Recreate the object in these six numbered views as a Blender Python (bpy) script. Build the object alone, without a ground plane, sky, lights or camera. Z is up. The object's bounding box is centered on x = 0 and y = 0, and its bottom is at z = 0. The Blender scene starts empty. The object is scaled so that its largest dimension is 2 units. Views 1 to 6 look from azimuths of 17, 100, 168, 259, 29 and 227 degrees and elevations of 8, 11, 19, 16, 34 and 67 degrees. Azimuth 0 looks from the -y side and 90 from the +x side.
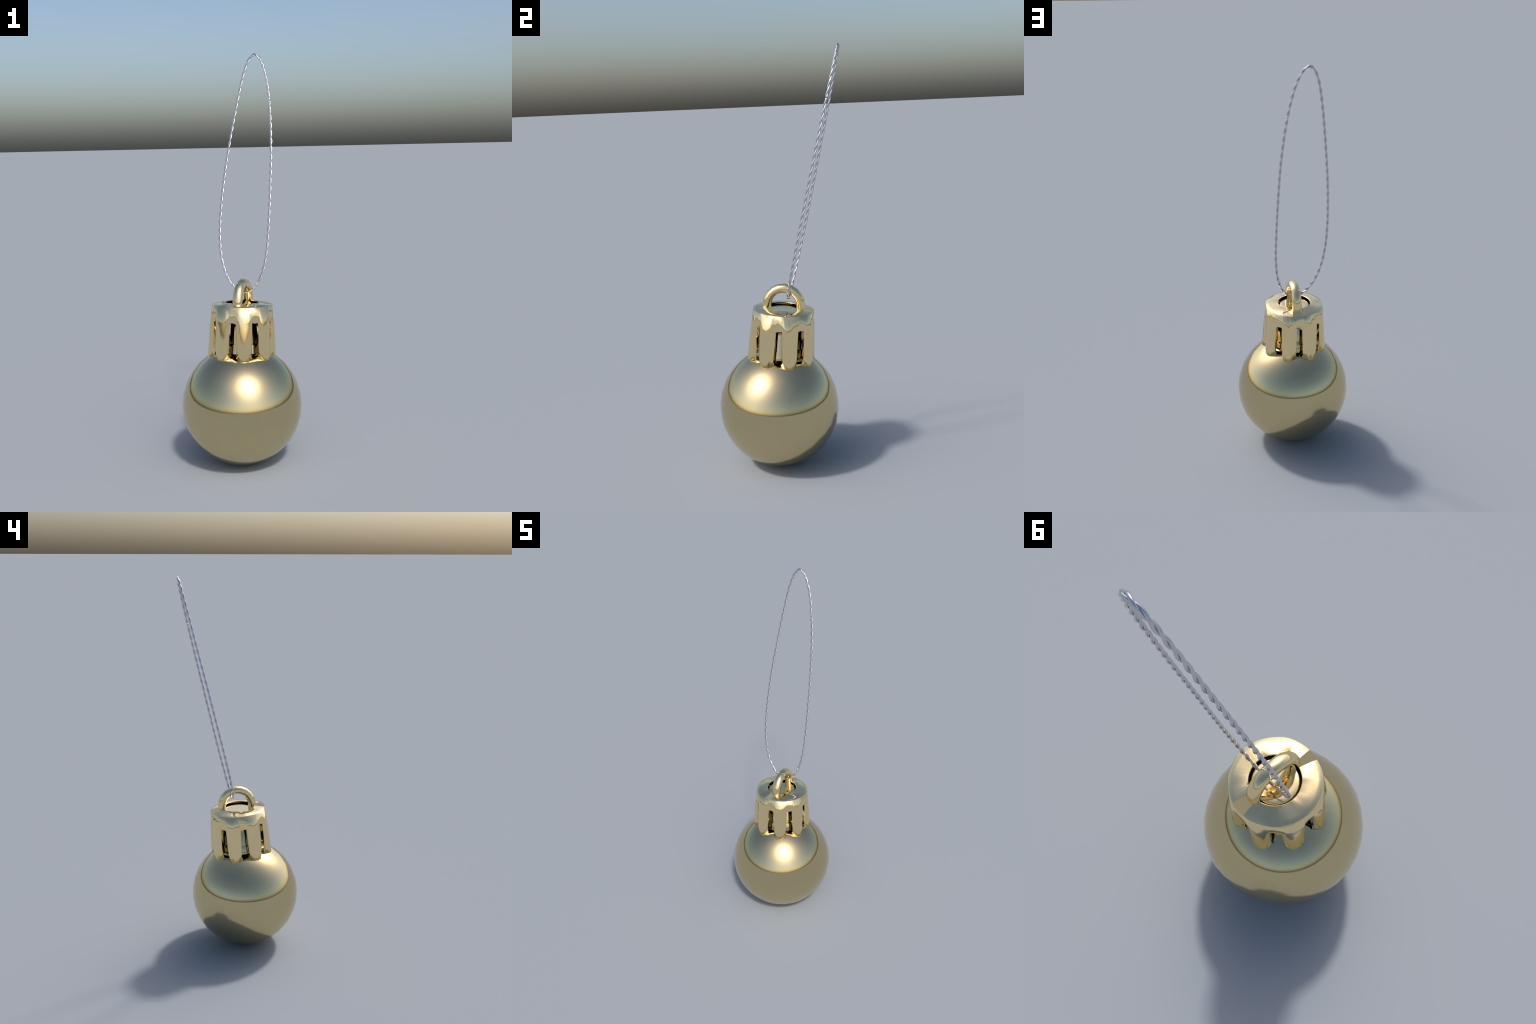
"""A small gold Christmas bauble: mirror ball, fluted cap with slots, wire-like
hanger arch and a loop of twisted silver cord leaning back over it."""
import bpy, bmesh, math, random
import numpy as np
from mathutils import Vector, Matrix

random.seed(7)
RNG = np.random.default_rng(7)

# ------------------------------------------------------------------ frame
BALL_R = 0.2918                       # vertex radius of the ball
BALL_CENTRE = Vector((0.0, -0.0230, 0.2908))
CENTRE = Vector((0.0, -0.0245, 0.2888))               # origin of the cap's own axis
AXIS = Vector((-0.002, 0.082, 0.9966)).normalized()   # the cap leans back a little
EX = (Vector((1, 0, 0)) - AXIS * AXIS.x).normalized()
EY = AXIS.cross(EX)


def local(r, phi, h):
    """cap coordinates (radius, angle in degrees, height over ball centre) -> world"""
    a = math.radians(phi)
    return CENTRE + EX * (r * math.cos(a)) + EY * (r * math.sin(a)) + AXIS * h


def local_xyz(x, y, h):
    return CENTRE + EX * x + EY * y + AXIS * h


# -------------------------------------------------------------- materials
def metal(name, base, rough, vary=0.03, rough_vary=0.02, scale=18.0, bump=0.0):
    m = bpy.data.materials.new(name)
    m.use_nodes = True
    nt = m.node_tree
    b = nt.nodes["Principled BSDF"]
    b.inputs["Metallic"].default_value = 1.0
    co = nt.nodes.new("ShaderNodeTexCoord")
    n = nt.nodes.new("ShaderNodeTexNoise")
    n.inputs["Scale"].default_value = scale
    n.inputs["Detail"].default_value = 4.0
    nt.links.new(co.outputs["Object"], n.inputs["Vector"])
    ramp = nt.nodes.new("ShaderNodeValToRGB")
    lo = tuple(c * (1 - vary) for c in base) + (1,)
    hi = tuple(min(1.0, c * (1 + vary)) for c in base) + (1,)
    ramp.color_ramp.elements[0].position, ramp.color_ramp.elements[0].color = 0.35, lo
    ramp.color_ramp.elements[1].position, ramp.color_ramp.elements[1].color = 0.65, hi
    nt.links.new(n.outputs["Fac"], ramp.inputs["Fac"])
    nt.links.new(ramp.outputs["Color"], b.inputs["Base Color"])
    mr = nt.nodes.new("ShaderNodeMapRange")
    mr.inputs["To Min"].default_value = max(0.0, rough - rough_vary)
    mr.inputs["To Max"].default_value = rough + rough_vary
    nt.links.new(n.outputs["Fac"], mr.inputs["Value"])
    nt.links.new(mr.outputs["Result"], b.inputs["Roughness"])
    if bump:
        bp = nt.nodes.new("ShaderNodeBump")
        bp.inputs["Strength"].default_value = bump
        bp.inputs["Distance"].default_value = 0.002
        nt.links.new(n.outputs["Fac"], bp.inputs["Height"])
        nt.links.new(bp.outputs["Normal"], b.inputs["Normal"])
    return m


BALL_GOLD = metal("pale_gold_mirror", (0.63, 0.53, 0.30), 0.075, vary=0.01, rough_vary=0.005)
CAP_GOLD = metal("rich_gold_plating", (0.93, 0.745, 0.40), 0.085, vary=0.015, rough_vary=0.01)
SILVER = metal("silver_thread", (0.64, 0.64, 0.66), 0.16, vary=0.03, scale=90)


# ---------------------------------------------------------------- helpers
root = bpy.data.objects.new("christmas_bauble", None)
bpy.context.scene.collection.objects.link(root)
root.location = (CENTRE.x, CENTRE.y, 0.0)
root.empty_display_size = 0.1
root["label"] = "small shiny gold Christmas bauble with twisted silver hanging cord"
root["category"] = "christmas ornament"


def add_part(name, me, mat, parent=root):
    me.materials.append(mat)
    o = bpy.data.objects.new(name, me)
    bpy.context.scene.collection.objects.link(o)
    o.parent = parent
    base = Matrix.Translation(root.location)
    o.matrix_parent_inverse = (base if parent is root else parent_world(parent)).inverted()
    return o


def parent_world(p):
    return Matrix.Identity(4)


def finish(bm, name, smooth=True):
    bmesh.ops.recalc_face_normals(bm, faces=bm.faces[:])
    me = bpy.data.meshes.new(name)
    bm.to_mesh(me)
    bm.free()
    for p in me.polygons:
        p.use_smooth = smooth
    return me


def lathe(profile, seg, name, sharp_rows=(), origin=CENTRE):
    """surface of revolution about the cap axis from (r, h) pairs"""
    shift = origin - CENTRE
    bm = bmesh.new()
    rows = []
    for r, h in profile:
        if r < 1e-6:
            rows.append([bm.verts.new(local(0, 0, h) + shift)])
        else:
            rows.append([bm.verts.new(local(r, 360.0 * i / seg, h) + shift) for i in range(seg)])
    for a, b in zip(rows, rows[1:]):
        for i in range(seg):
            j = (i + 1) % seg
            q = [a[i % len(a)], a[j % len(a)], b[j % len(b)], b[i % len(b)]]
            q = list(dict.fromkeys(q))
            if len(q) > 2:
                bm.faces.new(q)
    for k in sharp_rows:
        for i in range(seg):
            e = bm.edges.get((rows[k][i], rows[k][(i + 1) % seg]))
            if e:
                e.smooth = False
    return finish(bm, name)


# ------------------------------------------------------------------- ball
RINGS, SEGS = 16, 32
ball_profile = [(BALL_R * math.sin(math.pi * k / RINGS), -BALL_R * math.cos(math.pi * k / RINGS)) for k in range(RINGS + 1)]
ball_profile[0] = (0.0, -BALL_R)
ball_profile[-1] = (0.0, BALL_R)
add_part("ball", lathe(ball_profile, SEGS, "ball", origin=BALL_CENTRE), BALL_GOLD)

# ------------------------------------------------------- neck inside the cap
neck_profile = [(0.124, 0.256), (0.117, 0.264), (0.1145, 0.272), (0.1135, 0.312), (0.1100, 0.315), (0.1080, 0.318), (0.1060, 0.465), (0.0780, 0.474)]
add_part("neck", lathe(neck_profile, 32, "neck", sharp_rows=(4,)), BALL_GOLD)

# -------------------------------------------------------------------- cap
# Eight flutes (prongs) separated by window slots; every 45 degree sector has
# columns at the slot centre, the window edge, the flute shoulder and the ridge.
SECTOR = [(0.0, "mid"), (6.3, "edge"), (9.3, "lip"), (15.5, "side"),
          (22.5, "ridge"), (29.5, "side"), (35.7, "lip"), (38.7, "edge")]
# heights over the ball centre and radii of each row, per kind of column
ROWS = {
    #               mid              edge              lip              side             ridge
    "lip_in":   ((.0930, .4830), (.0930, .4830), (.0930, .4830), (.0930, .4830), (.0930, .4830)),
    "lip_low":  ((.0820, .5030), (.0820, .5030), (.0820, .5030), (.0820, .5030), (.0820, .5030)),
    "lip_top":  ((.0840, .5058), (.0840, .5058), (.0840, .5058), (.0840, .5058), (.0840, .5058)),
    "crown":    ((.1290, .4990), (.1290, .4990), (.1290, .4990), (.1290, .4990), (.1290, .4990)),
    "rim":      ((.1463, .4945), (.1463, .4945), (.1463, .4945), (.1463, .4945), (.1463, .4945)),
    "brow":     ((.1500, .4430), (.1506, .4390), (.1518, .4330), (.1537, .4230), (.1547, .4180)),
    "slot_top":  ((.1425, .4210), (.1430, .4180), (.1525, .4110), (.1562, .4040), (.1575, .3980)),
    "slot_low": ((.1425, .2800), (.1465, .2800), (.1575, .2840), (.1632, .2820), (.1652, .2810)),
    "tip":       ((.1480, .2515), (.1500, .2530), (.1560, .2490), (.1635, .2425), (.1660, .2385)),
    "under":     ((.1360, .2600), (.1400, .2560), (.1420, .2550), (.1450, .2530), (.1460, .2510)),
    "in_low":    ((.1300, .2800), (.1390, .2800), (.1430, .2840), (.1470, .2820), (.1480, .2810)),
    "in_top":    ((.1240, .4190), (.1270, .4160), (.1380, .4110), (.1400, .4040), (.1410, .3980)),
    "ceiling":   ((.1300, .4800), (.1300, .4800), (.1300, .4800), (.1300, .4800), (.1300, .4800)),
}
KINDS = ("mid", "edge", "lip", "side", "ridge")
ROWS = {k: dict(zip(KINDS, v)) for k, v in ROWS.items()}
# half widths (degrees) of each slot's opening and of its chamfer, both sides:
# the moulding is uneven, some slots are splayed wide and some are crisp
SPLAY = {90: (5.6, 5.2, 11.5, 11.0), 0: (6.0, 6.6, 12.5, 8.0), 270: (6.2, 6.4, 8.2, 9.8), 315: (6.3, 6.0, 9.8, 8.0)}
ORDER = list(ROWS)
bm = bmesh.new()
columns = []                                   # (angle, kind)
for s in range(8):
    for off, kind in SECTOR:
        columns.append((45.0 * s + off, kind))
NCOL = len(columns)
grid = {}
for c, (phi, kind) in enumerate(columns):
    slot = round(phi / 45.0) % 8 * 45
    away = phi - round(phi / 45.0) * 45.0       # signed angle from the slot's middle
    e0, e1, l0, l1 = SPLAY.get(slot, (6.4, 6.4, 8.8, 8.8))
    if kind == "edge":
        phi += (e1 if away > 0 else -e0) - away
    elif kind == "lip":
        phi += (l1 if away > 0 else -l0) - away
    drop = random.uniform(-0.003, 0.003)
    columns[c] = (phi, kind)
    for row in ORDER:
        r, h = ROWS[row][kind]
        p, rr, hh = phi, r, h
        if row == "rim":                        # the rim is not quite round or level
            rr += 0.0007 * math.sin(math.radians(5 * phi + 20)) + 0.0005 * math.sin(math.radians(11 * phi))
            hh += 0.0006 * math.sin(math.radians(4 * phi + 70))
        if row in ("brow", "slot_top"):
            p = phi + random.uniform(-0.6, 0.6)
            hh = h + drop
        if row in ("slot_top", "slot_low") and kind in ("lip", "side", "ridge"):
            rr = r + random.uniform(-0.0011, 0.0011)
        if row == "slot_low":
            hh = h + random.uniform(-0.003, 0.003)
        if row in ("slot_low", "tip", "in_low") and kind in ("edge", "lip"):
            p = phi + (1.6 if away > 0 else -1.6) * (2.0 if row == "tip" else 1.0)   # flutes taper below
        if slot in SPLAY and kind == "edge" and row in ("slot_top", "slot_low"):
            rr -= 0.007 if slot == 90 else 0.003   # splayed slots are cut deeper
        if slot == 90 and kind in ("mid", "edge") and row == "brow":
            hh = 0.453 if kind == "mid" else 0.442
        grid[row, c] = bm.verts.new(local(rr, p, hh))
row_pairs = list(zip(ORDER, ORDER[1:] + ORDER[:1]))
patch_faces = []
OPEN = {("slot_top", "slot_low"), ("slot_low", "tip"), ("tip", "under"), ("under", "in_low"), ("in_low", "in_top")}


def is_slot(c):
    return {columns[c][1], columns[(c + 1) % NCOL][1]} == {"mid", "edge"}


def crease(*pairs):
    for p, q in pairs:
        e = bm.edges.get((p, q))
        if e:
            e.smooth = False


for c in range(NCOL):
    d = (c + 1) % NCOL
    for a, b in row_pairs:                      # the slots are open below: the flutes are free fingers
        if not (is_slot(c) and (a, b) in OPEN):
            bm.faces.new([grid[a, c], grid[a, d], grid[b, d], grid[b, c]])
    if is_slot(c):                              # head of the slot
        bm.faces.new([grid["slot_top", c], grid["slot_top", d], grid["in_top", d], grid["in_top", c]])
        crease((grid["slot_top", c], grid["slot_top", d]), (grid["in_top", c], grid["in_top", d]))
    if columns[c][1] == "edge":                 # cheeks of the slot
        bm.faces.new([grid["slot_top", c], grid["slot_low", c], grid["in_low", c], grid["in_top", c]])
        bm.faces.new([grid["slot_low", c], grid["tip", c], grid["under", c], grid["in_low", c]])
        crease(*[(grid[a, c], grid[b, c]) for a, b in OPEN])
    if columns[c][1] == "lip" and round(columns[c][0] / 45.0) % 8 * 45 == 90:   # crisp chamfer
        crease((grid["slot_top", c], grid["slot_low", c]), (grid["slot_low", c], grid["tip", c]))
    for row in ("under", "in_low", "in_top", "ceiling", "lip_in", "lip_low"):
        crease((grid[row, c], grid[row, d]))
loose = [v for v in bm.verts if not v.link_faces]
bm.verts.index_update()
used = {k: v for k, v in grid.items() if v.link_faces}
bmesh.ops.delete(bm, geom=loose, context="VERTS")
grid = used
bm.verts.index_update()
index_of = {k: v.index for k, v in grid.items()}
cap_me = finish(bm, "cap")

# cap top normals bent over unchanged geometry: rim mirrors low sky, and a
# patch outside each hanger foot is turned to mirror the ground
ids = {row: {index_of[row, c]: c for c in range(NCOL) if (row, c) in index_of} for row in ("rim", "crown", "lip_top", "brow", "tip")}
top_ids = {v: c for row in ("rim", "crown", "lip_top") for v, c in ids[row].items()}
normals = [Vector(n.vector) for n in cap_me.corner_normals]


def tilt(phi, deg, turn=0.0):
    """unit normal leaning outward from the axis by deg, turned sideways by turn"""
    a, t = math.radians(phi + turn), math.radians(deg)
    return (EX * math.cos(a) + EY * math.sin(a)) * math.sin(t) + AXIS * math.cos(t)


def wavering(sd, every):
    """blotchy reflections put into the normals: one random tilt per few columns, blended between"""
    n = NCOL // every
    k = RNG.normal(0, sd, n)
    return [float(np.interp(c / every, range(n + 1), list(k) + [k[0]])) for c in range(NCOL)]


# outward normal tilt round the hole, steepest where a dark sky reflection is drawn
NORMAL_LEAN = [(0, 6), (45, 2), (75, 14), (100, 24), (140, 24), (165, 10), (190, 6), (227, 7), (242, 16), (255, 6), (285, 9), (315, 3), (360, 6)]
normal_lean = [float(np.interp(phi % 360, *zip(*NORMAL_LEAN))) for phi, _ in columns]
rough_lip, rough_crown = wavering(8.0, 2), wavering(6.5, 4)
lip_tilt = [t + j for t, j in zip(normal_lean, rough_lip)]
crown_tilt = [11 + 0.6 * t + j for t, j in zip(normal_lean, rough_crown)]
rim_tilt, wall_tilt = wavering(3.0, 4), wavering(9.0, 2)
wall_turn, brow_tilt, crown_turn = wavering(7.0, 2), wavering(3.5, 1), wavering(14.0, 4)
for p in cap_me.polygons:
    vs = list(p.vertices)
    on_top = all(v in top_ids for v in vs)
    for li in p.loop_indices:
        v = cap_me.loops[li].vertex_index
        if on_top:
            c = top_ids[v]
            mid = columns[top_ids[vs[0]]][0] if abs(columns[top_ids[vs[0]]][0] - columns[top_ids[vs[2]]][0]) > 180 else (columns[top_ids[vs[0]]][0] + columns[top_ids[vs[2]]][0]) / 2
            if 74 < mid < 95 or 257 < mid < 272:
                normals[li] = tilt(82 if mid < 180 else 265, 56)
            elif v in ids["rim"]:
                normals[li] = tilt(columns[c][0], 33 + rim_tilt[c])
            elif v in ids["crown"]:
                normals[li] = tilt(columns[c][0], crown_tilt[c], crown_turn[c])
            else:
                normals[li] = tilt(columns[c][0], lip_tilt[c], crown_turn[c])
        elif v in ids["rim"]:
            c = ids["rim"][v]
            normals[li] = tilt(columns[c][0], 50 + wall_tilt[c], wall_turn[c])
        elif v in ids["brow"]:
            c = ids["brow"][v]
            q = AXIS * math.sin(math.radians(brow_tilt[c]))
            normals[li] = normals[li] + q
        elif v in ids["tip"]:                   # tip normals turned down to give a dark olive reflection
            c = ids["tip"][v]
            out = normals[li] - AXIS * normals[li].dot(AXIS)
            if out.length > 0.3:
                normals[li] = out.normalized() * 0.92 - AXIS * 0.38
cap_me.normals_split_custom_set([n.normalized() for n in normals])
cap = add_part("cap", cap_me, CAP_GOLD)

# plug seen in the hole of the cap
plug_profile = [(0.0, 0.4930), (0.030, 0.4934), (0.055, 0.4942), (0.072, 0.4940), (0.0770, 0.4920), (0.0780, 0.470)]
add_part("plug", lathe(plug_profile, 28, "plug"), CAP_GOLD)

# ------------------------------------------------------------ hanger arch
ARCH_R, ARCH_H, ARCH_X, ARCH_Y = 0.0816, 0.5160, 0.0045, 0.0015
path = []
for k in range(3):
    path.append((ARCH_R, 0.486 + (ARCH_H - 0.486) * k / 3, 0.0))
N_ARC = 10
for k in range(N_ARC + 1):
    a = math.pi * k / N_ARC
    path.append((ARCH_R * math.cos(a), ARCH_H + ARCH_R * math.sin(a), a))
for k in range(2, -1, -1):
    path.append((-ARCH_R, 0.486 + (ARCH_H - 0.486) * k / 3, math.pi))
bm = bmesh.new()
SIDES = 12
rings = []
for y, h, a in path:
    ring = []
    for i in range(SIDES):
        t = 2 * math.pi * i / SIDES
        # a rounded, slightly flattened section
        ct, st = math.cos(t), math.sin(t)
        rad = 0.0218 * math.copysign(abs(ct) ** 0.9, ct)
        wid = 0.0243 * math.copysign(abs(st) ** 0.9, st)
        ring.append(bm.verts.new(local_xyz(ARCH_X + wid, ARCH_Y + y + rad * math.cos(a), h + rad * math.sin(a))))
    rings.append(ring)
for a, b in zip(rings, rings[1:]):
    for i in range(SIDES):
        j = (i + 1) % SIDES
        bm.faces.new([a[i], a[j], b[j], b[i]])
bm.faces.new(rings[0])
bm.faces.new(list(reversed(rings[-1])))
add_part("hanger_arch", finish(bm, "hanger_arch"), CAP_GOLD)

# ------------------------------------------------------------------- cord
# control polygon of the closed loop, from the top down the right-hand side,
# under the arch and back up (periodic cubic B-spline)
LOOP = [(-.0036, .3094, 1.9991), (.0202, .3057, 1.9851), (.0442, .2969, 1.9437), (.0658, .2820, 1.8767),
        (.0832, .2614, 1.7867), (.0965, .2364, 1.6778), (.1055, .2078, 1.5552), (.1100, .1775, 1.4248),
        (.1115, .1474, 1.2929), (.1120, .1188, 1.1667), (.1097, .0925, 1.0533), (.0993, .0700, .9592),
        (.0771, .0540, .8890), (.0436, .0451, .8461), (.0023, .0428, .8329), (-.0421, .0463, .8503),
        (-.0841, .0557, .8964), (-.1174, .0715, .9678), (-.1368, .0934, 1.0612), (-.1421, .1199, 1.1727),
        (-.1381, .1486, 1.2968), (-.1278, .1782, 1.4263), (-.1125, .2079, 1.5542), (-.0951, .2363, 1.6750),
        (-.0787, .2614, 1.7835), (-.0630, .2818, 1.8744), (-.0457, .2975, 1.9425), (-.0257, .3071, 1.9846)]
P = np.array(LOOP) - np.array((0.0, 0.0, 0.001))
K = len(P)


def bspline(t):
    k = np.floor(t).astype(int)
    x = (t - k)[:, None]
    g = lambda j: P[(k + j) % K]
    return ((1 - x) ** 3 * g(-1) + (3 * x ** 3 - 6 * x * x + 4) * g(0) + (-3 * x ** 3 + 3 * x * x + 3 * x + 1) * g(1) + x ** 3 * g(2)) / 6


dense = bspline(np.linspace(0, K, 8001))
# the two ends of the cord butt together on the right-hand side at this height
SEAM = np.array([.0855, .2572, 1.763])
i0 = int(np.argmin(((dense - SEAM) ** 2).sum(1)))
dense = np.vstack([dense[i0:-1], dense[:i0 + 1]])
length = np.concatenate([[0], np.cumsum(np.linalg.norm(np.diff(dense, axis=0), axis=1))])
TOTAL = length[-1]
GAP = 0.002
STEPS = 1100
s_at = np.linspace(GAP, TOTAL - GAP, STEPS)
line = np.stack([np.interp(s_at, length, dense[:, k]) for k in range(3)], -1)
tan = np.gradient(line, axis=0)
tan /= np.linalg.norm(tan, axis=1)[:, None]
side0 = np.array([0.0, 1.0, 0.0])
sides = []
v = np.cross(tan[0], side0)
for t in tan:                                    # parallel transport frame
    v = v - t * (v @ t)
    v = v / np.linalg.norm(v)
    sides.append(v)
sides = np.array(sides)
ups = np.cross(tan, sides)
PITCH, PHASE = 0.0788, -1.0
THREAD_R, HELIX_R = 0.0036, 0.0033
RING = 8
for strand in range(2):
    ang = 2 * math.pi * s_at / PITCH + PHASE + math.pi * strand
    core = line + HELIX_R * (np.cos(ang)[:, None] * sides + np.sin(ang)[:, None] * ups)
    ct = np.gradient(core, axis=0)
    ct /= np.linalg.norm(ct, axis=1)[:, None]
    n1 = np.cross(ct, ups)
    n1 /= np.linalg.norm(n1, axis=1)[:, None]
    n2 = np.cross(ct, n1)
    bm = bmesh.new()
    prev = None
    first = None
    for k in range(STEPS):
        ring = []
        for i in range(RING):
            t = 2 * math.pi * i / RING
            ring.append(bm.verts.new(core[k] + THREAD_R * (math.cos(t) * n1[k] + math.sin(t) * n2[k])))
        if prev:
            for i in range(RING):
                j = (i + 1) % RING
                bm.faces.new([prev[i], prev[j], ring[j], ring[i]])
        else:
            first = ring
        prev = ring
    bm.faces.new(first)
    bm.faces.new(list(reversed(prev)))
    add_part("cord_strand", finish(bm, "cord_strand"), SILVER)
